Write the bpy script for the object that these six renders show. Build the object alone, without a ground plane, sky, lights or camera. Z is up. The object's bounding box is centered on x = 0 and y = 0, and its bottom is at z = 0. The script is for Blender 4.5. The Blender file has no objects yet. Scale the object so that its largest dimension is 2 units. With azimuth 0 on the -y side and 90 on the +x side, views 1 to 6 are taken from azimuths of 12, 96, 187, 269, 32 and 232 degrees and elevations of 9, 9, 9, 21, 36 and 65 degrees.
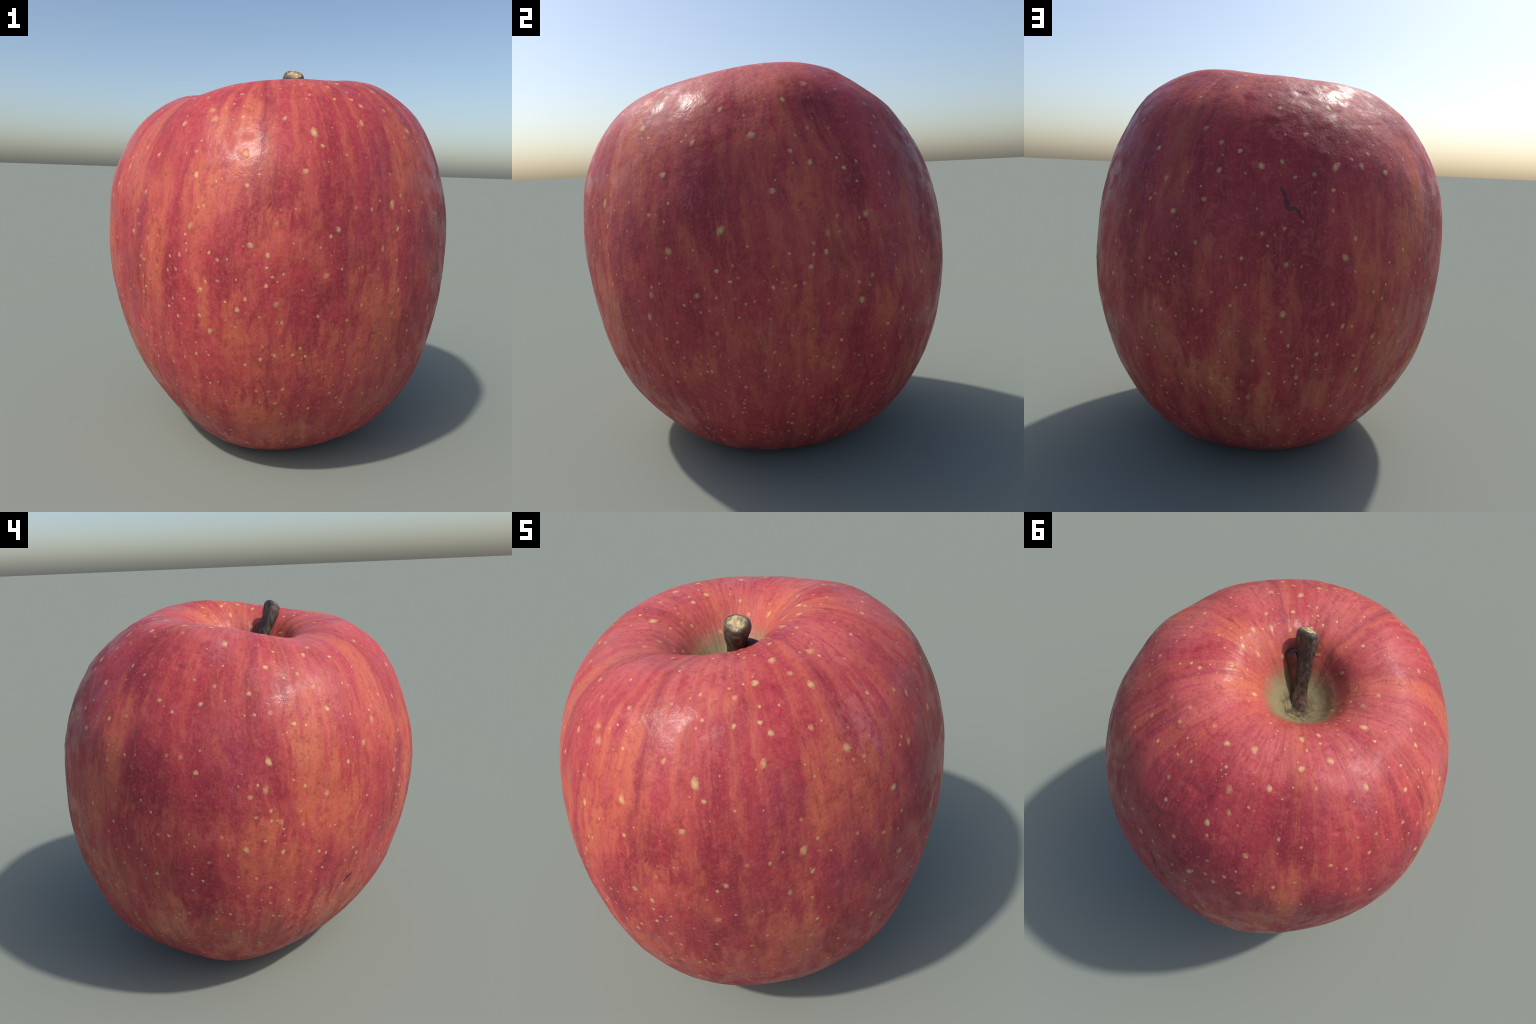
"""A ripe red apple with a short woody stalk, standing on its base.

The skin is a loft: a half profile (LEVELS of radius, height and centre drift)
swept around the core, made uneven by low-order lobes (radius) and heaves (height).
Places on the skin are named by (azimuth, level): azimuth in degrees, 0 = -y, 90 = +x;
level runs from 0 (calyx, below) over 7 (belly) and 11 (rim) to 15 (foot of the stalk).
"""
import bpy, bmesh, math, random
import numpy as np
from mathutils import Vector, Matrix, noise

rng = random.Random(11)
TAU = 2 * math.pi

# ------------------------------------------------------------------ shape of the fruit
# radius, height, centre x, centre y at each level
PROFILE = [
    (0, .091, .016, .046),
    (.121, .048, .021, .05),
    (.28, -.015, .025, .053),
    (.495, .035, .028, .055),
    (.705, .212, .029, .051),
    (.865, .484, .023, .039),
    (.951, .852, .02, .032),
    (.959, 1.177, .014, .016),
    (.901, 1.485, .007, .002),
    (.764, 1.735, .006, -.015),
    (.578, 1.883, .007, -.028),
    (.418, 1.917, .008, -.035),
    (.288, 1.885, .008, -.045),
    (.195, 1.795, .002, -.063),
    (.115, 1.69, -.004, -.072),
    (0, 1.615, -.006, -.074),
]
LOBES = [
    (.004, .001, .001, -.002, -.003, .001, 0, .001),
    (-.003, 0, -.005, .001, .001, 0, -.004, -.003),
    (-.01, -.001, -.011, .005, .005, -.001, -.009, -.008),
    (-.018, -.003, -.017, .008, .011, -.003, -.012, -.012),
    (-.027, -.007, -.019, .01, .015, -.006, -.002, -.009),
    (-.027, -.008, -.019, .016, .012, -.007, -.005, -.009),
    (-.026, -.003, -.014, .02, .006, -.005, -.006, -.016),
    (-.023, -.001, -.012, .015, .007, -.003, -.004, -.009),
    (-.014, -.008, -.009, .004, -.001, 0, -.001, -.002),
    (-.009, -.01, -.006, -.008, -.005, -.003, -.005, 0),
    (-.006, -.009, -.003, -.007, 0, .001, -.006, -.004),
    (-.001, -.008, 0, -.005, 0, .002, -.004, -.003),
    (.001, -.005, .002, -.003, .001, .002, -.002, -.001),
    (.002, -.003, .002, -.001, .001, .002, 0, 0),
    (.002, -.001, .002, 0, .001, .001, 0, 0),
    (.002, .001, .001, .001, 0, 0, .001, 0),
]
HEAVES = [
    (0, 0, 0, 0, 0, 0),
    (.001, .001, .001, .004, .001, -.003),
    (.001, .002, .002, .008, 0, -.006),
    (-.004, .003, .003, .01, -.004, -.006),
    (-.014, .004, .008, .01, -.009, .005),
    (-.017, -.002, .006, .015, -.008, .013),
    (-.008, -.005, 0, .012, -.002, .02),
    (.002, -.005, -.004, .006, .001, .028),
    (.015, .006, -.004, 0, -.002, .028),
    (.025, .013, -.003, .001, -.003, .022),
    (.031, .028, .004, -.004, -.007, .018),
    (.039, .04, .009, 0, -.004, .009),
    (.050, .044, .009, .002, -.002, .014),
    (.060, .048, .007, .002, -.001, .010),
    (.040, .028, .004, .001, 0, .004),
    (0, 0, 0, 0, 0, 0),
]

ROUND, STEP = 720, 28          # vertices around, rows between two levels


def smooth_rows(ctrl, m):
    """Catmull-Rom through the control rows."""
    P = np.vstack([2 * ctrl[:1] - ctrl[1:2], ctrl, 2 * ctrl[-1:] - ctrl[-2:-1]])
    out = []
    for i in range(len(ctrl) - 1):
        a, b, c, d = P[i:i + 4]
        for j in range(m):
            t = j / m
            out.append(.5 * (2 * b + (c - a) * t + (2 * a - 5 * b + 4 * c - d) * t * t + (3 * b - a - 3 * c + d) * t ** 3))
    out.append(ctrl[-1])
    return np.array(out)


def smoothstep(a, b, x):
    t = np.clip((x - a) / (b - a), 0, 1)
    return t * t * (3 - 2 * t)


PHI = np.arange(ROUND) / ROUND * TAU
rows = smooth_rows(np.hstack([np.array(PROFILE), np.array(LOBES), np.array(HEAVES)]), STEP)
LEVEL = np.arange(len(rows)) / STEP
radius = np.ones_like(PHI)[None, :] * rows[:, :1]
height = np.ones_like(PHI)[None, :] * rows[:, 1:2]
swell = np.ones_like(radius)
for n, k in enumerate((2, 3, 4, 5)):
    if 4 + 2 * n + 1 < 12:
        swell = swell + rows[:, 4 + 2 * n:5 + 2 * n] * np.cos(k * PHI) + rows[:, 5 + 2 * n:6 + 2 * n] * np.sin(k * PHI)
for n, k in enumerate((1, 2, 3)):
    height = height + rows[:, 12 + 2 * n:13 + 2 * n] * np.cos(k * PHI) + rows[:, 13 + 2 * n:14 + 2 * n] * np.sin(k * PHI)
radius = radius * swell
GRID = np.stack([rows[:, 2:3] + radius * np.cos(PHI), rows[:, 3:4] + radius * np.sin(PHI), height], -1)


def grid_normals(G):
    du = np.roll(G, -1, 1) - np.roll(G, 1, 1)
    dv = np.gradient(G, axis=0)
    N = np.cross(du, dv)
    N /= np.maximum(np.linalg.norm(N, axis=-1, keepdims=True), 1e-12)
    N[0], N[-1] = (0, 0, -1), (0, 0, 1)
    return N


def at(az, level, G=None):
    """Point, normal, sideways and upward direction on the skin."""
    G = GRID if G is None else G
    f = ((az - 90) % 360) / 360 * ROUND
    r = min(max(level * STEP, 1), len(G) - 2.001)
    i, j = int(r), int(f) % ROUND
    a, b, k = r - int(r), f - int(f), (int(f) + 1) % ROUND
    p = (G[i, j] * (1 - a) + G[i + 1, j] * a) * (1 - b) + (G[i, k] * (1 - a) + G[i + 1, k] * a) * b
    side = Vector(G[i, k] - G[i, j]).normalized()
    up = Vector(G[i + 1, j] - G[i, j])
    up = (up - side * up.dot(side)).normalized()
    return Vector(p), side.cross(up).normalized(), side, up


# broad swellings and flats, pushed along the surface: azimuth, level, half width, half height, amount
SWELLS = [(350, 8.7, .20, .18, .010), (12, 8.1, .16, .25, .014), (322, 8.9, .20, .20, -.018), (315, 5.8, .24, .28, .016),
          (46, 7.9, .11, .30, -.016), (56, 8.4, .10, .25, -.008), (82, 7.4, .12, .35, .010), (80, 9.0, .15, .25, .014), (110, 9.2, .15, .16, .018),
          (228, 8.8, .25, .30, -.015), (238, 8.2, .10, .15, -.009), (279, 8.8, .16, .25, .012), (166, 4.6, .28, .24, -.016),
          (142, 6.6, .14, .3, -.010), (214, 4.5, .17, .16, .016), (205, 3.2, .35, .12, -.013), (268, 4.0, .2, .12, .014),
          (110, 4.2, .16, .14, -.004), (60, 4.6, .14, .18, -.011), (44, 4.3, .14, .10, -.006), (160, 9.7, .14, .12, -.004), (176, 4.0, .2, .15, -.010),
          (345, 11.3, .2, .15, .003), (250, 12.6, .12, .12, .009), (293, 12.2, .10, .12, -.006), (202, 11.9, .2, .14, .013), (68, 12.6, .14, .15, .032), (335, 12.3, .11, .10, -.012), (180, 7.2, .3, .3, .006)]
push = np.zeros(GRID.shape[:2])
for az, lv, w, h, amount in SWELLS:
    p, nor, side, up = at(az, lv)
    D = GRID - np.array(p)
    push += amount * np.exp(-(D @ np.array(side) / w) ** 2 - (D @ np.array(up) / h) ** 2 - (D @ np.array(nor) / .3) ** 2)
GRID = GRID + grid_normals(GRID) * push[..., None]
# the saddle in the rim towards the front left
turn = (np.degrees(PHI) + 90 - 313 + 180) % 360 - 180
GRID[..., 2] -= .024 * np.exp(-(turn / 27) ** 2)[None, :] * (smoothstep(9.6, 11, LEVEL) * (1 - smoothstep(11.8, 13.2, LEVEL)))[:, None]

# relief: slow dents, orange peel, stronger peel on the back shoulder
NRM = grid_normals(GRID)
AZ = (np.degrees(PHI) + 90) % 360
back = np.exp(-(((AZ - 190) / 55) ** 2))[None, :] * (smoothstep(7.8, 9.2, LEVEL) * (1 - smoothstep(10.8, 12, LEVEL)))[:, None]
flute = smoothstep(10.6, 12.2, LEVEL) * (1 - smoothstep(14.2, 15, LEVEL))
lift = np.zeros(GRID.shape[:2])
for i in range(len(GRID)):
    for j in range(ROUND):
        p = Vector(GRID[i, j])
        h = .0035 * noise.noise(p * 4.2) + .0016 * noise.noise(p * 11) + .0007 * noise.noise(p * 27)
        b = back[i, j]
        if b > .02:
            h += b * (.0040 * noise.noise(p * 7 + Vector((3, 1, 7))) + .0014 * noise.noise(p * 19))
        if flute[i] > 0:
            q = Vector((math.cos(PHI[j]) * 5.5, math.sin(PHI[j]) * 5.5, p.z * .8))
            h += flute[i] * (.0028 * noise.noise(q) + .0009 * noise.noise(q * 2.7))
        lift[i, j] = h
lift[0], lift[-1] = lift[0].mean(), lift[-1].mean()
lift *= np.minimum(1, np.minimum(LEVEL, 15 - LEVEL) / .6)[:, None]

# little blemishes pressed into the skin: (azimuth, level, wide, high, depth)
for az, lv, w, h, d in ((110, 5.95, .016, .05, .006), (337, 7.75, .032, .050, .009), (166.5, 6.25, .012, .05, .005),
                        (250, 9.2, .03, .012, .006), (236, 9.9, .02, .012, .005), (176, 9.3, .03, .02, .003),
                        (196, 9.6, .035, .02, .004), (186, 8.9, .03, .02, -.004), (208, 9.1, .05, .03, .004)):
    p, nor, side, up = at(az, lv)
    D = GRID - np.array(p)
    e = (D @ np.array(side) / w) ** 2 + (D @ np.array(up) / h) ** 2 + (D @ np.array(nor) / .08) ** 2
    lift -= d * np.exp(-e)

# the open crack on the back and the slit near the base: paths of (azimuth, level, half width)
CRACK = [(189.2, 7.82, .004), (189.6, 7.80, .009), (190.4, 7.74, .010), (190.9, 7.66, .012), (191.1, 7.60, .013),
         (191.9, 7.54, .013), (193.0, 7.54, .010), (193.9, 7.53, .009), (194.6, 7.48, .007), (195.1, 7.43, .002)]
SLIT = [(311.5, 5.52, .003), (310.9, 5.51, .007), (310.3, 5.49, .010), (309.8, 5.47, .010), (309.4, 5.44, .007), (309.1, 5.40, .003)]
NICK = [(249.2, 9.22, .002), (250.0, 9.20, .004), (250.9, 9.21, .004), (251.7, 9.20, .002)]


def path_points(path, G, m=5):
    pts = smooth_rows(np.array(path), m)
    return [(at(a, l, G), w) for a, l, w in pts]


for path, depth in ((CRACK, .007), (SLIT, .007), (NICK, .005)):
    pts = path_points(path, GRID)
    near = np.full(GRID.shape[:2], 9.0)
    for (p, *_), w in pts:
        near = np.minimum(near, np.linalg.norm(GRID - np.array(p), axis=-1) - w)
    lift -= depth * (1 - smoothstep(-.006, .007, near))
    if path is CRACK:                                  # the flap beside it stands up a little
        (p, nor, side, up), _ = pts[len(pts) // 2]
        D = GRID - np.array(p) - np.array(side * .02 - up * .02)
        lift += .004 * np.exp(-(np.linalg.norm(D, axis=-1) / .045) ** 2)

SKIN = GRID + NRM * lift[..., None]
low = SKIN[..., 2] < .025                               # the base flattens where it rests on the ground
SKIN[..., 2] = np.where(low, .025 * np.exp((np.minimum(SKIN[..., 2], .025) - .025) / .025), SKIN[..., 2])
SKIN[..., 2] -= SKIN[..., 2].min()

# ------------------------------------------------------------------ scene helpers
coll = bpy.context.scene.collection


def add(name, mesh, parent=None, mat=None):
    o = bpy.data.objects.new(name, mesh)
    coll.objects.link(o)
    o.parent = parent
    if mat and mesh and not mesh.materials:
        mesh.materials.append(mat)
    return o


def mesh_of(name, verts, faces, smooth=True):
    me = bpy.data.meshes.new(name)
    me.from_pydata([tuple(v) for v in verts], [], faces)
    me.polygons.foreach_set("use_smooth", [smooth] * len(me.polygons))
    me.update()
    return me


def loft(name, rings, cap_start=True, cap_end=True):
    n = len(rings[0])
    verts = [v for r in rings for v in r]
    faces = [(i * n + j, i * n + (j + 1) % n, (i + 1) * n + (j + 1) % n, (i + 1) * n + j)
             for i in range(len(rings) - 1) for j in range(n)]
    if cap_start:
        faces.append(tuple(reversed(range(n))))
    if cap_end:
        faces.append(tuple(range((len(rings) - 1) * n, len(rings) * n)))
    return mesh_of(name, verts, faces)


# ------------------------------------------------------------------ node helpers
class Nodes:
    def __init__(self, tree):
        self.t = tree

    def new(self, kind, **props):
        n = self.t.nodes.new(kind)
        for k, v in props.items():
            setattr(n, k, v)
        return n

    def put(self, socket, v):
        if isinstance(v, bpy.types.NodeSocket):
            self.t.links.new(v, socket)
        else:
            socket.default_value = v

    def math(self, op, a, b=0.0, c=0.0, clamp=False):
        n = self.new("ShaderNodeMath", operation=op, use_clamp=clamp)
        for s, v in zip(n.inputs, (a, b, c)):
            self.put(s, v)
        return n.outputs[0]

    def vec(self, op, a, b=(0, 0, 0), scale=None):
        n = self.new("ShaderNodeVectorMath", operation=op)
        self.put(n.inputs[0], a)
        if op not in ("NORMALIZE", "LENGTH", "SCALE"):
            self.put(n.inputs[1], b)
        if scale is not None:
            self.put(n.inputs["Scale"], scale)
        return n.outputs["Value"] if op in ("LENGTH", "DISTANCE") else n.outputs["Vector"]

    def noise(self, vector, scale, detail=3.0, rough=.55):
        n = self.new("ShaderNodeTexNoise")
        self.put(n.inputs["Vector"], vector)
        n.inputs["Scale"].default_value = scale
        n.inputs["Detail"].default_value = detail
        n.inputs["Roughness"].default_value = rough
        return n.outputs[0]

    def ramp(self, x, lo, hi, to0=0.0, to1=1.0):
        n = self.new("ShaderNodeMapRange", interpolation_type="SMOOTHSTEP")
        for s, v in zip(n.inputs, (x, lo, hi, to0, to1)):
            self.put(s, v)
        return n.outputs[0]

    def mix(self, f, a, b):
        n = self.new("ShaderNodeMix", data_type="RGBA")
        self.put(n.inputs["Factor"], f)
        for s, v in ((n.inputs[6], a), (n.inputs[7], b)):
            self.put(s, v if isinstance(v, bpy.types.NodeSocket) else (*v, 1))
        return n.outputs[2]

    def combine(self, x, y, z):
        n = self.new("ShaderNodeCombineXYZ")
        for s, v in zip(n.inputs, (x, y, z)):
            self.put(s, v)
        return n.outputs[0]


# ------------------------------------------------------------------ colours of the skin
GROUND = (.485, .095, .066)        # scarlet-orange ground colour
AMBER = (.520, .132, .058)         # where the ground shows clearest
CRIMSON = (.385, .041, .054)      # the blush that streaks over it
DEEP = (.200, .016, .030)
PLUM = (.26, .034, .062)
ROSE = (.53, .125, .105)
STRAW = (.55, .195, .100)
PINK = (.58, .145, .140)
LILAC = (.46, .165, .200)
OLIVE = (.25, .210, .110)
CREAM = (.61, .435, .185)

# broad patches: azimuth, level, half width, half height (metres), strength
ORANGE_PATCHES = [
    (352, 7.6, .10, .28, .9), (339, 6.7, .09, .24, .9), (358, 5.8, .16, .21, .7), (5, 4.7, .15, .12, .7), (357, 8.6, .13, .12, .9),
    (50, 8.3, .06, .30, 1), (24, 9.6, .05, .12, .8), (42, 6.4, .07, .18, .7), (64, 8.3, .07, .33, 1), (108, 5.6, .10, .20, .9),
    (105, 7.4, .10, .19, .5), (74, 5.5, .09, .10, .6), (128, 6.0, .10, .20, .7), (228, 6.8, .09, .19, .8), (190, 6.4, .16, .17, .4),
    (292, 7.4, .17, .29, 1), (284, 6.4, .14, .18, 1), (294, 8.4, .13, .14, .7), (234, 7.8, .07, .18, .8), (307, 6.6, .10, .21, 1),
    (272, 6.2, .12, .13, .6), (26, 9.6, .05, .20, .9), (52, 8.6, .07, .22, .9), (157, 12.4, .15, .12, .8), (112, 11.9, .12, .15, .8),
    (23, 10.4, .09, .10, .6), (280, 9.4, .08, .12, .5)]
DEEP_PATCHES = [
    (12, 7.5, .09, .10, .7), (344, 6.4, .08, .15, .7), (18, 6.1, .13, .18, .5), (4, 7.5, .06, .14, .7), (82, 7.6, .13, .29, .8),
    (123, 7.6, .07, .23, .8), (118, 8.8, .13, .14, .6), (76, 6.2, .08, .17, .7), (110, 5.9, .05, .12, .7), (69, 4.2, .14, .09, .6),
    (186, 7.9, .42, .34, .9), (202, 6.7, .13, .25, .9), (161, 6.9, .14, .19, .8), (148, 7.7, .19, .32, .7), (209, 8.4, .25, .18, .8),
    (237, 9.0, .10, .17, .8), (245, 7.4, .14, .25, .8), (260, 5.9, .12, .17, .7), (285, 8.8, .06, .12, .5), (264, 7.2, .09, .20, .7),
    (348, 13.2, .14, .20, .6), (234, 9.4, .13, .16, .7), (187, 9.2, .20, .16, .6), (63, 11.6, .05, .10, .8)]
PLUM_PATCHES = [
    (40, 8.2, .10, .19, .9), (56, 7.3, .07, .30, .9), (332, 7.3, .06, .15, .9), (53, 7.4, .07, .22, .8), (268, 7.9, .13, .25, .8),
    (77, 7.9, .09, .19, .6), (268, 10.6, .14, .10, .7), (30, 7.1, .09, .22, .5), (130, 6.7, .06, .14, .7), (246, 9.8, .14, .10, .7)]
PALE_PATCHES = [
    (304, 5.1, .20, .20, .8), (260, 5.4, .24, .12, .7), (184, 4.6, .34, .13, .9), (158, 5.9, .11, .20, .8), (181, 5.8, .18, .11, .8),
    (95, 5.7, .09, .13, .5), (142, 4.9, .14, .20, .8), (228, 5.6, .16, .24, .8), (205, 5.2, .16, .16, .7), (135, 5.9, .08, .20, .6),
    (290, 8.0, .10, .12, .4), (245, 5.0, .20, .26, .7), (276, 4.8, .20, .2, .8), (170, 5.2, .18, .22, .9), (20, 4.2, .3, .1, .5)]
PINK_PATCHES = [(20, 10.6, .22, .14, .8), (75, 10.6, .2, .16, .8), (115, 10.2, .2, .16, .7), (165, 11.0, .2, .16, .8),
                (215, 11.2, .2, .16, .9), (262, 10.6, .2, .16, .8), (305, 10.8, .2, .2, .9), (345, 10.4, .16, .14, .8), (300, 8.9, .18, .2, .6)]
LILAC_PATCHES = [(67, 9.0, .13, .13, .5), (262, 9.7, .14, .10, .4)]  # two faint lilac patches high on the sides


def skin_group(base_grid):
    g = bpy.data.node_groups.new("apple_skin_colour", "ShaderNodeTree")
    g.interface.new_socket("Vector", in_out="INPUT", socket_type="NodeSocketVector")
    g.interface.new_socket("Color", in_out="OUTPUT", socket_type="NodeSocketColor")
    g.interface.new_socket("Roughness", in_out="OUTPUT", socket_type="NodeSocketFloat")
    g.interface.new_socket("Height", in_out="OUTPUT", socket_type="NodeSocketFloat")
    N = Nodes(g)
    gi, go = g.nodes.new("NodeGroupInput"), g.nodes.new("NodeGroupOutput")
    P = gi.outputs[0]
    sep = N.new("ShaderNodeSeparateXYZ")
    N.put(sep.inputs[0], P)
    x, y, z = sep.outputs
    # meridian coordinates: direction from the leaning core, plus a little height
    dx = N.math("SUBTRACT", x, .01)
    dy = N.math("SUBTRACT", y, N.math("MULTIPLY_ADD", z, -.07, .065))
    rho = N.math("SQRT", N.math("ADD", N.math("MULTIPLY", dx, dx), N.math("MULTIPLY", dy, dy)))
    inv = N.math("DIVIDE", 1.0, N.math("MAXIMUM", rho, .02))
    ux, uy = N.math("MULTIPLY", dx, inv), N.math("MULTIPLY", dy, inv)
    wob = N.math("MULTIPLY", N.math("SUBTRACT", N.noise(P, 5, 2), .5), .10)     # streaks waver
    ux, uy = N.math("ADD", ux, wob), N.math("SUBTRACT", uy, wob)
    mer = N.math("ADD", N.math("MULTIPLY", z, .55), N.math("MULTIPLY", rho, .35))
    S = N.combine(ux, uy, mer)
    S2 = N.combine(ux, uy, N.math("MULTIPLY", mer, .45))

    broad = N.noise(S, 2.6, 2, .5)
    medium = N.noise(S2, 13, 3, .6)
    fine = N.noise(S2, 34, 3, .65)
    hair = N.noise(S2, 80, 2, .6)
    mottle = N.noise(P, 26, 4, .7)
    grain = N.noise(P, 80, 2, .7)

    # patch coordinates: pushed along the meridian by the streaks, so that edges run out in tongues;
    # one copy for each proportion of height to width
    push = N.combine(N.math("MULTIPLY", N.math("SUBTRACT", N.noise(P, 7, 3), .5), .10),
                     N.math("MULTIPLY", N.math("SUBTRACT", N.noise(P, 8.3, 3), .5), .10),
                     N.math("ADD", N.math("MULTIPLY", N.math("SUBTRACT", fine, .5), .36),
                            N.math("MULTIPLY", N.math("SUBTRACT", medium, .5), .36)))
    Q = N.vec("ADD", P, push)
    tall = {a: N.vec("MULTIPLY", Q, (1, 1, 1 / a)) for a in (1.0, 1.8, 3.0)}

    def patches(items):
        total = None
        for az, lv, w, h, k in items:
            p = at(az, lv, base_grid)[0]
            a = min(tall, key=lambda t: abs(math.log(t * w / h)))
            d = N.vec("DISTANCE", tall[a], (p.x, p.y, p.z / a))
            reach = 1.35 * math.sqrt(w * h / a)
            v = N.math("MULTIPLY_ADD", d, -1.6 * k / reach, 1.6 * k)
            total = v if total is None else N.math("MAXIMUM", total, v)
        return N.ramp(total, 0, 1.0)

    orange, deep, plum, pale = (patches(x) for x in (ORANGE_PATCHES, DEEP_PATCHES, PLUM_PATCHES, PALE_PATCHES))
    lilac_tint = patches(LILAC_PATCHES)

    def weigh(*terms):
        total = None
        for value, k in terms:
            total = N.math("MULTIPLY", value, k) if total is None else N.math("MULTIPLY_ADD", value, k, total)
        return total

    # the ground, then the crimson blush laid over it in streaks that the patches thin out or thicken
    col = N.mix(N.math("MAXIMUM", N.math("MULTIPLY", orange, N.ramp(mottle, .40, .58, .35, .78)), N.ramp(broad, .52, .68, 0, .5)), GROUND, AMBER)
    col = N.mix(N.math("MULTIPLY", pale, N.ramp(fine, .42, .58, .10, .95)), col, STRAW)
    blush = weigh((medium, .90), (fine, .50), (mottle, .25), (broad, -.35), (deep, .16), (orange, -.10), (pale, -.10), (1.0, -.115))
    col = N.mix(N.ramp(blush, .38, .64, .05, .96), col, CRIMSON)
    second = weigh((N.noise(S2, 7.5, 3, .6), .7), (fine, .4), (mottle, .20), (deep, .12), (orange, -.12), (pale, .02))
    col = N.mix(N.ramp(second, .60, .82, 0, .70), col, DEEP)
    col = N.mix(N.math("MULTIPLY", plum, N.ramp(medium, .38, .62, .12, .60)), col, PLUM)
    col = N.mix(N.math("MULTIPLY", deep, N.ramp(fine, .62, .40, .04, .26)), col, DEEP)
    col = N.mix(N.math("MULTIPLY", patches(PINK_PATCHES), N.ramp(fine, .36, .62, .15, .62)), col, PINK)
    col = N.mix(N.math("MULTIPLY", lilac_tint, N.ramp(mottle, .4, .62, .1, .8)), col, LILAC)

    # fine striping and speckle everywhere
    col = N.mix(N.ramp(fine, .55, .70, 0, .26), col, ROSE)
    col = N.mix(N.ramp(fine, .46, .32, 0, .22), col, DEEP)
    col = N.mix(N.ramp(N.noise(S2, 19, 2, .55), .55, .70, 0, .28), col, (.29, .024, .044))
    col = N.mix(N.ramp(hair, .55, .70, 0, .18), col, AMBER)
    col = N.mix(N.ramp(mottle, .52, .66, 0, .32), col, ROSE)
    col = N.mix(N.ramp(mottle, .48, .35, 0, .40), col, DEEP)
    col = N.mix(N.ramp(grain, .53, .67, 0, .24), col, ROSE)
    col = N.mix(N.ramp(grain, .46, .34, 0, .22), col, DEEP)

    # an old bruise, brown in the middle with an orange edge
    b = N.vec("DISTANCE", P, tuple(at(337, 7.75, base_grid)[0]))
    b = N.math("ADD", b, N.math("MULTIPLY", N.math("ADD", N.math("SUBTRACT", mottle, .5), N.math("SUBTRACT", medium, .5)), .22))
    col = N.mix(N.ramp(b, .13, .02, 0, .45), col, AMBER)
    col = N.mix(N.ramp(b, .045, .0, 0, .7), col, (.17, .060, .035))

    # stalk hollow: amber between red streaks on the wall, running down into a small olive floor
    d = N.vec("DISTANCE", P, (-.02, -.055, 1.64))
    dn = N.math("ADD", d, N.math("MULTIPLY", N.math("SUBTRACT", fine, .5), .20))
    wall = N.ramp(dn, .46, .28)
    col = N.mix(N.math("MULTIPLY", wall, N.ramp(fine, .40, .62, .08, .50)), col, (.52, .155, .095))
    col = N.mix(N.ramp(dn, .27, .13), col, OLIVE)
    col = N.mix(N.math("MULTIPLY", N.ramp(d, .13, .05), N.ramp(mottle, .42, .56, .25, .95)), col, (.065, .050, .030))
    # calyx hollow below
    e = N.vec("DISTANCE", P, (.016, .046, .08))
    col = N.mix(N.ramp(e, .22, .06), col, (.42, .25, .09))

    # tiny lenticels, thicker on the lower half
    few = N.ramp(z, 1.3, .3, .35, .85)
    for scale, size in ((15, .075), (27, .085)):
        vor = N.new("ShaderNodeTexVoronoi", feature="F1")
        squash = N.vec("MULTIPLY", P, (1, 1, .8))
        N.put(vor.inputs["Vector"], squash)
        vor.inputs["Scale"].default_value = scale
        rnd = N.new("ShaderNodeSeparateColor")
        N.put(rnd.inputs[0], vor.outputs["Color"])
        present = N.math("LESS_THAN", rnd.outputs[0], few)
        r = N.math("MULTIPLY_ADD", rnd.outputs[1], size, size * .55)
        dot = N.ramp(N.math("DIVIDE", vor.outputs["Distance"], r), 1.35, .5)
        col = N.mix(N.math("MULTIPLY", N.math("MULTIPLY", dot, present), .60), col, CREAM)

    rough = N.math("ADD", N.ramp(N.noise(P, 8.5, 3), .40, .60, .33, .60), N.ramp(mottle, .34, .64, -.03, .06))
    bump = weigh((mottle, .8), (grain, .18), (N.noise(P, 15, 2), 1.0))
    for s, v in zip(go.inputs, (col, rough, bump)):
        N.put(s, v)
    return g


def material(name):
    m = bpy.data.materials.new(name)
    m.use_nodes = True
    t = m.node_tree
    return m, Nodes(t), t.nodes["Principled BSDF"]


GROUP = skin_group(GRID)


def skin_material():
    m, N, b = material("apple_skin")
    tc = N.new("ShaderNodeTexCoord")
    g = N.new("ShaderNodeGroup", node_tree=GROUP)
    N.put(g.inputs[0], tc.outputs["Object"])
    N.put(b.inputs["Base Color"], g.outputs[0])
    N.put(b.inputs["Roughness"], g.outputs[1])
    bp = N.new("ShaderNodeBump")
    bp.inputs["Strength"].default_value = .5
    bp.inputs["Distance"].default_value = .006
    N.put(bp.inputs["Height"], g.outputs[2])
    N.put(b.inputs["Normal"], bp.outputs[0])
    b.inputs["Specular IOR Level"].default_value = .28
    return m


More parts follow.
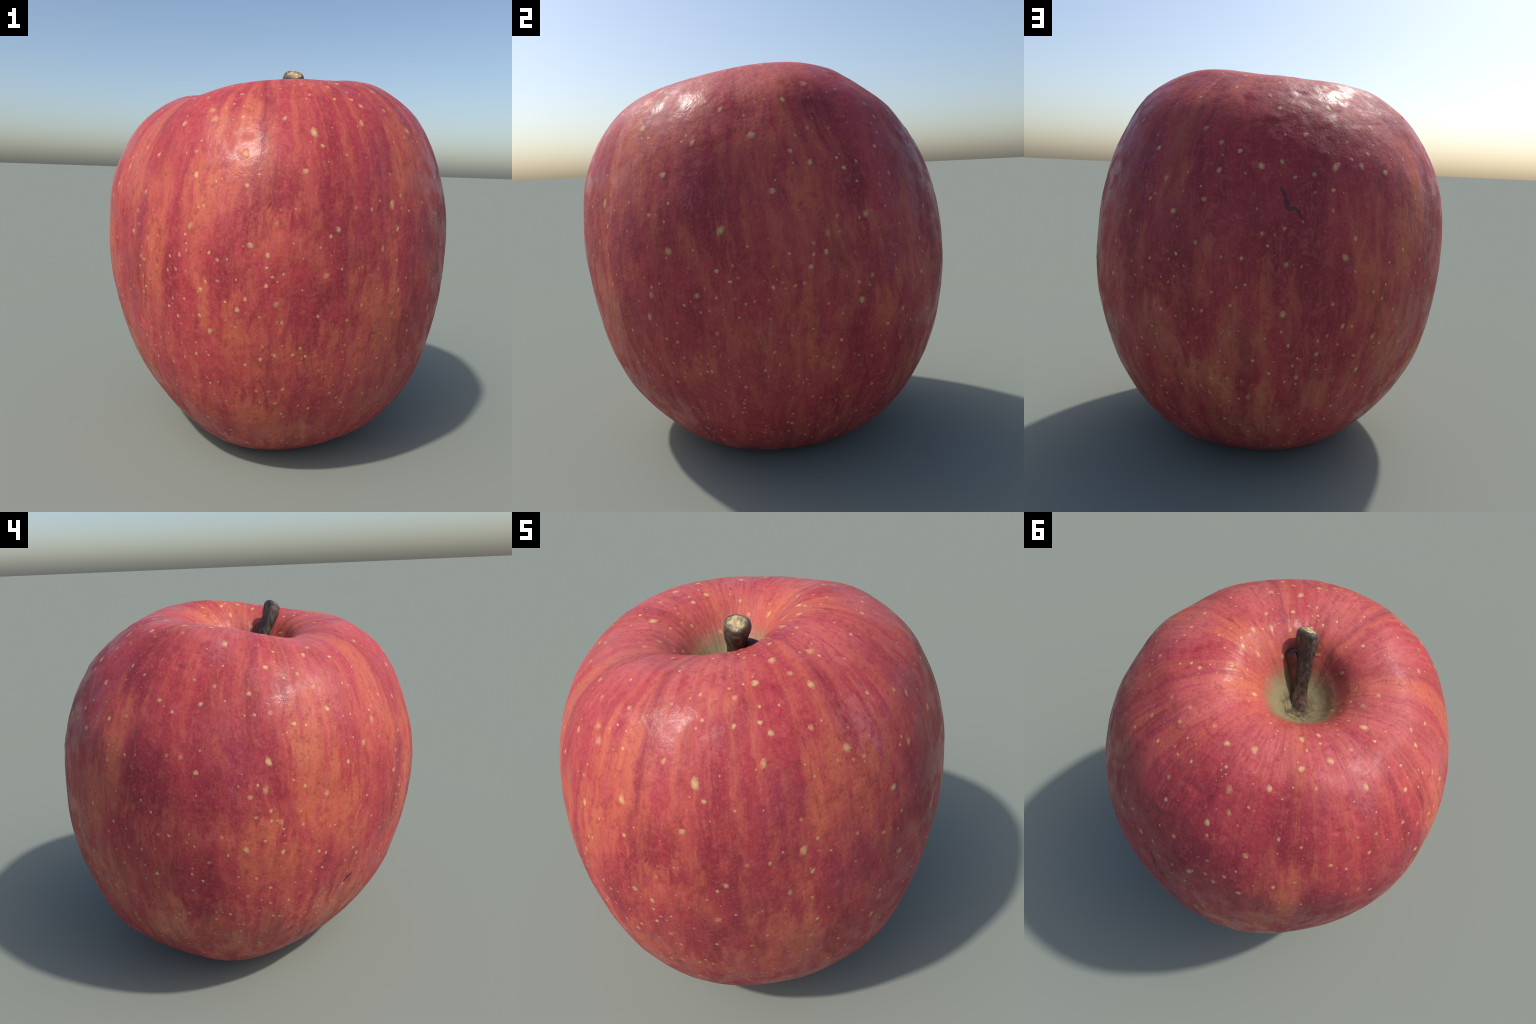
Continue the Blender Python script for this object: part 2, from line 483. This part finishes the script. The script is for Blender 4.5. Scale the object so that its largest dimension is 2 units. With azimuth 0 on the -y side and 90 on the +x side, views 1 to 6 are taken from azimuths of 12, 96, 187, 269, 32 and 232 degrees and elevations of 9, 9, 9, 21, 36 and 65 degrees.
def lenticel_material(skin):
    """Cream corky spot that fades into the colour of the skin around it."""
    m, N, b = material("lenticel_cork")
    there = N.new("ShaderNodeTexCoord", object=skin)
    g = N.new("ShaderNodeGroup", node_tree=GROUP)
    N.put(g.inputs[0], there.outputs["Object"])
    here = N.new("ShaderNodeTexCoord")
    flat = N.vec("MULTIPLY", here.outputs["Object"], (1, 1, 0))
    ragged = N.math("MULTIPLY", N.math("SUBTRACT", N.noise(there.outputs["Object"], 100, 2), .5), 1.0)
    r = N.math("ADD", N.vec("LENGTH", flat), ragged)
    info = N.new("ShaderNodeObjectInfo")
    strength = N.math("MULTIPLY_ADD", info.outputs["Random"], .52, .36)
    f = N.math("MULTIPLY", N.ramp(r, 1.04, -.05), strength)
    N.put(b.inputs["Base Color"], N.mix(f, g.outputs[0], CREAM))
    b.inputs["Roughness"].default_value = .55
    b.inputs["Specular IOR Level"].default_value = .3
    return m


def speck_material():
    m, N, b = material("small_lenticel_cork")
    tc = N.new("ShaderNodeTexCoord")
    g = N.new("ShaderNodeGroup", node_tree=GROUP)
    N.put(g.inputs[0], tc.outputs["Object"])
    N.put(b.inputs["Base Color"], N.mix(N.ramp(N.noise(tc.outputs["Object"], 9, 2), .35, .65, .25, .68), g.outputs[0], CREAM))
    b.inputs["Roughness"].default_value = .55
    b.inputs["Specular IOR Level"].default_value = .3
    return m


def bark_material():
    m, N, b = material("stalk_bark")
    tc = N.new("ShaderNodeTexCoord")
    P = tc.outputs["Object"]
    sep = N.new("ShaderNodeSeparateXYZ")
    N.put(sep.inputs[0], P)
    long = N.vec("MULTIPLY", P, (1, 1, .25))
    streak = N.noise(long, 60, 4, .65)
    blotch = N.noise(P, 22, 4, .6)
    c = N.mix(N.ramp(streak, .38, .66), (.020, .014, .012), (.10, .070, .045))
    c = N.mix(N.ramp(blotch, .52, .7, 0, .75), c, (.048, .040, .034))
    c = N.mix(N.math("MULTIPLY", N.ramp(sep.outputs[2], 1.80, 1.60), N.ramp(streak, .4, .6, .25, .8)), c, (.16, .075, .055))
    c = N.mix(N.math("MULTIPLY", N.ramp(sep.outputs[2], 1.90, 1.96), N.ramp(blotch, .45, .6, .1, .6)), c, (.17, .13, .085))
    N.put(b.inputs["Base Color"], c)
    b.inputs["Roughness"].default_value = .5
    bp = N.new("ShaderNodeBump")
    bp.inputs["Strength"].default_value = .6
    bp.inputs["Distance"].default_value = .006
    N.put(bp.inputs["Height"], streak)
    N.put(b.inputs["Normal"], bp.outputs[0])
    return m


def wood_material():
    m, N, b = material("pale_cut_wood")
    tc = N.new("ShaderNodeTexCoord")
    n = N.noise(tc.outputs["Object"], 38, 4, .65)
    k = N.noise(tc.outputs["Object"], 90, 3, .6)
    c = N.mix(N.ramp(n, .36, .62), (.15, .100, .050), (.52, .395, .205))
    c = N.mix(N.ramp(k, .42, .3, 0, .6), c, (.09, .065, .04))
    N.put(b.inputs["Base Color"], c)
    b.inputs["Roughness"].default_value = .6
    bp = N.new("ShaderNodeBump")
    bp.inputs["Strength"].default_value = .7
    bp.inputs["Distance"].default_value = .008
    N.put(bp.inputs["Height"], n)
    N.put(b.inputs["Normal"], bp.outputs[0])
    return m


def lump_material():
    m, N, b = material("dark_lump")
    tc = N.new("ShaderNodeTexCoord")
    n = N.noise(tc.outputs["Object"], 20, 4, .6)
    k = N.noise(tc.outputs["Object"], 55, 3, .6)
    c = N.mix(N.ramp(n, .38, .62), (.050, .016, .016), (.115, .036, .016))
    c = N.mix(N.ramp(k, .54, .68, 0, .6), c, (.035, .022, .026))
    N.put(b.inputs["Base Color"], c)
    b.inputs["Roughness"].default_value = .38
    return m


def plain_material(name, colour, rough, other=None):
    m, N, b = material(name)
    tc = N.new("ShaderNodeTexCoord")
    n = N.noise(tc.outputs["Object"], 45, 3)
    N.put(b.inputs["Base Color"], N.mix(N.ramp(n, .35, .65), colour, other or tuple(c * 1.6 for c in colour)))
    b.inputs["Roughness"].default_value = rough
    return m


# ------------------------------------------------------------------ build: thing and skin
apple = add("apple", None)
apple["label"] = "tall ripe red apple with orange streaks and dark stalk"
apple["category"] = "apple"

nr = len(SKIN)
verts = np.vstack([SKIN[0, :1], SKIN[1:-1].reshape(-1, 3), SKIN[-1, :1]])
i, j = np.meshgrid(np.arange(nr - 3), np.arange(ROUND), indexing="ij")
k = (j + 1) % ROUND
quads = (1 + np.stack([i * ROUND + j, i * ROUND + k, (i + 1) * ROUND + k, (i + 1) * ROUND + j], -1)).reshape(-1, 4).tolist()
last = len(verts) - 1
top0 = 1 + (nr - 3) * ROUND
fans = [(0, 1 + (q + 1) % ROUND, 1 + q) for q in range(ROUND)] + [(last, top0 + q, top0 + (q + 1) % ROUND) for q in range(ROUND)]
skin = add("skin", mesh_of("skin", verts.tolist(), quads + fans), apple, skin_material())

# ------------------------------------------------------------------ lenticels
SEEN_LENTICELS = [
    (2, 6.1), (3, 8.1), (5, 6.9), (9, 6.8), (11, 6.2), (11, 7.2), (13, 8.7), (18, 7.9), (21, 8.5), (23, 6.6),
    (23, 8.3), (26, 7.2), (31, 7.5), (36, 7.5), (37, 8.8), (38, 10.0), (40, 7.0), (40, 9.2), (44, 7.6),
    (47, 10.6), (51, 9.2), (52, 11.4), (56, 9.8), (59, 8.8), (62, 6.1), (63, 8.6), (64, 6.4), (64, 10.5),
    (70, 5.8), (70, 8.0), (71, 5.6), (71, 7.0), (74, 11.5), (75, 5.4), (78, 6.4), (79, 8.4), (82, 4.7),
    (82, 5.9), (82, 9.1), (84, 6.7), (86, 7.2), (87, 8.9), (88, 5.2), (96, 8.4), (97, 5.6), (98, 6.4),
    (100, 7.6), (106, 6.4), (106, 8.1), (107, 8.9), (108, 6.6), (111, 12.8), (113, 7.0), (116, 7.2),
    (116, 9.2), (120, 7.8), (121, 6.1), (124, 6.4), (124, 7.2), (132, 8.1), (133, 9.8), (134, 5.9),
    (138, 8.6), (152, 8.2), (154, 7.5), (157, 10.2), (158, 7.8), (162, 7.4), (166, 8.6), (170, 5.8),
    (170, 7.6), (170, 10.2), (172, 8.4), (173, 8.0), (184, 5.1), (184, 8.1), (185, 5.6), (188, 9.1),
    (192, 6.2), (194, 5.8), (196, 10.8), (197, 5.4), (204, 5.9), (204, 8.1), (205, 9.2), (207, 6.9),
    (208, 6.0), (208, 9.9), (211, 9.5), (211, 11.0), (212, 8.1), (215, 5.4), (215, 8.3), (218, 5.8),
    (220, 8.0), (220, 8.8), (224, 10.1), (226, 6.9), (232, 7.6), (236, 8.3), (238, 10.6), (240, 11.6),
    (247, 8.6), (248, 6.0), (252, 7.8), (254, 10.7), (256, 5.4), (256, 7.8), (260, 8.6), (265, 9.8),
    (273, 6.5), (274, 7.3), (274, 8.8), (278, 7.4), (279, 7.8), (280, 5.8), (280, 8.5), (280, 9.3),
    (282, 6.9), (283, 6.4), (287, 11.1), (289, 7.4), (296, 7.2), (296, 8.9), (299, 8.5), (300, 5.4),
    (304, 7.6), (306, 11.5), (310, 9.5), (311, 5.9), (311, 7.8), (317, 8.1), (327, 7.0), (332, 7.6),
    (334, 8.2), (334, 9.6), (335, 6.9), (341, 8.7), (350, 7.1), (350, 7.8), (350, 8.9), (352, 8.7),
    (353, 6.3), (355, 5.8),
]


def lenticel_mesh(seed, rings=4, n=14):
    """A low corky dome of unit radius with a ragged outline; its edge dips below the skin."""
    r = random.Random(seed)
    ph = [r.uniform(0, TAU) for _ in range(3)]
    verts, faces = [(0, 0, .06)], []
    for a in range(1, rings + 1):
        t = a / rings
        for b in range(n):
            th = b / n * TAU
            e = 1 + .16 * math.sin(2 * th + ph[0]) + .10 * math.sin(3 * th + ph[1]) + .06 * math.sin(5 * th + ph[2])
            verts.append((t * e * math.cos(th), t * e * math.sin(th), .06 - .14 * t ** 2.5))
    for b in range(n):
        faces.append((0, 1 + b, 1 + (b + 1) % n))
        for a in range(rings - 1):
            s = 1 + a * n
            faces.append((s + b, s + n + b, s + n + (b + 1) % n, s + (b + 1) % n))
    return mesh_of("lenticel", verts, faces)


def spot_matrix(az, lv, r, long):
    p, nor, side, up = at(az, lv, SKIN)
    turn = Matrix.Rotation(rng.gauss(0, .45), 3, "Z")
    R = Matrix((side, up, nor)).transposed() @ turn
    M = R @ Matrix.Diagonal((r, r * long, r))
    M = M.to_4x4()
    M.translation = p + nor * .0002
    return M


cork = None
shapes = [lenticel_mesh(s) for s in range(6)]
cork = lenticel_material(skin)
for me in shapes:
    me.materials.append(cork)

taken = []


def free(p, gap):
    if any((p - q).length < gap for q in taken):
        return False
    taken.append(p)
    return True


def size_at(lv):
    return .0148 if lv > 7 else .0148 - .0040 * min(1, (7 - lv) / 2.5)


spots = []
for az, lv in SEEN_LENTICELS:
    free(at(az, lv, SKIN)[0], 0)
    spots.append((az, lv, size_at(lv) * rng.uniform(.85, 1.5), rng.uniform(.9, 1.45)))
while len(spots) < 300:
    az, lv = rng.uniform(0, 360), 3.6 + 9.6 * rng.random() ** 1.15
    p = at(az, lv, SKIN)[0]
    if free(p, .075 if lv > 6.5 else .055):
        spots.append((az, lv, size_at(lv) * rng.uniform(.72, 1.08), rng.uniform(.9, 1.3) * (1.5 if lv > 11.6 else 1)))
for az, lv, r, long in spots:
    o = add("lenticel", rng.choice(shapes), skin)
    o.matrix_world = spot_matrix(az, lv, r, long)

# the many small ones near the base and in the hollow, too small to pick apart
bm = bmesh.new()
tiny = lenticel_mesh(99, 2, 8)
count = 0
while count < 540:
    az, lv = rng.uniform(0, 360), rng.uniform(2.8, 6.8) if rng.random() < .85 else rng.uniform(6.6, 12.6)
    if not free(at(az, lv, SKIN)[0], .036):
        continue
    start = len(bm.verts)
    bm.from_mesh(tiny)
    bm.verts.ensure_lookup_table()
    M = spot_matrix(az, lv, rng.uniform(.0055, .0100), rng.uniform(1, 1.5))
    bmesh.ops.transform(bm, matrix=M, verts=bm.verts[start:])
    count += 1
me = bpy.data.meshes.new("lenticel_speckle")
bm.to_mesh(me)
bm.free()
bpy.data.meshes.remove(tiny)
speckle = add("lenticel_speckle", me, skin, speck_material())
speckle["kind"] = "stuff"

# ------------------------------------------------------------------ cracks: dark torn lining in the grooves
dark = plain_material("crack_lining", (.085, .017, .020), .7)
pitch = plain_material("slit_lining", (.016, .008, .008), .7)


def crack_lining(path, depth):
    rings = []
    for (p, nor, side, up), w in path_points(path, SKIN, 5):
        rings.append((p, nor, w))
    out = []
    for n, (p, nor, w) in enumerate(rings):
        a, b = rings[max(n - 1, 0)][0], rings[min(n + 1, len(rings) - 1)][0]
        across = (b - a).cross(nor).normalized()
        w *= 1 + .25 * noise.noise(p * 70)
        out.append([p + across * (w * c) + nor * (s * depth) for c, s in ((-1, -.1), (-.55, .8), (0, 1), (.55, .8), (1, -.1), (.6, -2), (-.6, -2))])
    return loft("crack", out)


add("crack", crack_lining(CRACK, .0028), skin, dark)
add("crack", crack_lining(SLIT, .0018), skin, pitch)

# ------------------------------------------------------------------ stalk
SPINE = [  # x, y, z, radius
    (-.012, -.068, 1.560, .070), (.006, -.086, 1.610, .050), (.026, -.108, 1.660, .039), (.044, -.130, 1.710, .034),
    (.064, -.154, 1.770, .034), (.085, -.180, 1.830, .038), (.104, -.203, 1.884, .042), (.120, -.217, 1.926, .0475),
    (.127, -.222, 1.946, .047)]
CUT_NORMAL = Vector((.22, -.55, .80)).normalized()
spine = smooth_rows(np.array(SPINE), 6)
AROUND = 28


def stalk_ring(c, tangent, r, rough=1.0):
    u = tangent.cross(Vector((0, 1, 0))).normalized()
    v = tangent.cross(u).normalized()
    ring = []
    for q in range(AROUND):
        th = q / AROUND * TAU
        d = u * math.cos(th) + v * math.sin(th)
        e = 1 + rough * (.09 * math.sin(2 * th + .6) + .06 * math.sin(3 * th + c.z * 4) + .16 * noise.noise((c + d * .05) * 15) + .07 * noise.noise((c + d * .05) * 38))
        ring.append(c + d * r * e)
    return ring


rings = []
for n, row in enumerate(spine):
    c, r = Vector(row[:3]), row[3]
    a, b = Vector(spine[max(n - 1, 0)][:3]), Vector(spine[min(n + 1, len(spine) - 1)][:3])
    tangent = (b - a).normalized().lerp(CUT_NORMAL, float(smoothstep(.72, 1, n / (len(spine) - 1)))).normalized()
    rings.append(stalk_ring(c, tangent, r))
tip = Vector(spine[-1][:3])
for rise, r in ((.010, .0465), (.018, .0430), (.022, .038)):
    rings.append(stalk_ring(tip + CUT_NORMAL * rise, CUT_NORMAL, r))
rings.append(stalk_ring(tip + CUT_NORMAL * .016, CUT_NORMAL, .032))
stem = add("stem", loft("stem", rings), apple, bark_material())
# dished, knotted wood where the stalk broke off
face = []
for r, rise in ((.0375, .012), (.0375, .0205), (.029, .0235), (.019, .0215), (.012, .0255), (.005, .0190), (.0008, .0185)):
    face.append([p + CUT_NORMAL * (.006 * noise.noise(p * 45)) for p in stalk_ring(tip + CUT_NORMAL * rise, CUT_NORMAL, r)])
add("cut_face", loft("cut_face", face), stem, wood_material())

# a dark bud fused to the side of the stalk, leaning on the wall of the hollow
LUMP = [(.016, -.090, 1.620, .020), (.044, -.106, 1.685, .019), (.078, -.124, 1.748, .021), (.110, -.138, 1.796, .028),
       (.137, -.147, 1.826, .037), (.152, -.150, 1.840, .035), (.161, -.152, 1.850, .023), (.165, -.153, 1.854, .005)]
shaft = smooth_rows(np.array(LUMP), 5)
rings = []
for n, row in enumerate(shaft):
    a, b = Vector(shaft[max(n - 1, 0)][:3]), Vector(shaft[min(n + 1, len(shaft) - 1)][:3])
    rings.append(stalk_ring(Vector(row[:3]), (b - a).normalized(), max(row[3], .003)))
add("lump", loft("lump", rings), stem, lump_material())

# ------------------------------------------------------------------ calyx in the hollow underneath
calyx = add("calyx", None, apple)
leafy = plain_material("dry_sepal", (.09, .060, .030), .8)
floor = at(0, .05, SKIN)[0]
for s in range(5):
    th = s / 5 * TAU + .3
    d, t = Vector((math.cos(th), math.sin(th), 0)), Vector((-math.sin(th), math.cos(th), 0))
    c0 = Vector((.016, .046, floor.z))
    out = []
    for f in range(7):
        u = f / 6
        w = .017 * (1 - u ** 1.6) + .0008
        c = c0 + d * (.012 + .050 * u) + Vector((0, 0, .006 - .050 * u + .030 * u * u))
        out.append([c + t * w, c + Vector((0, 0, .003)), c - t * w, c - Vector((0, 0, .003))])
    add("sepal", loft("sepal", out), calyx, leafy)
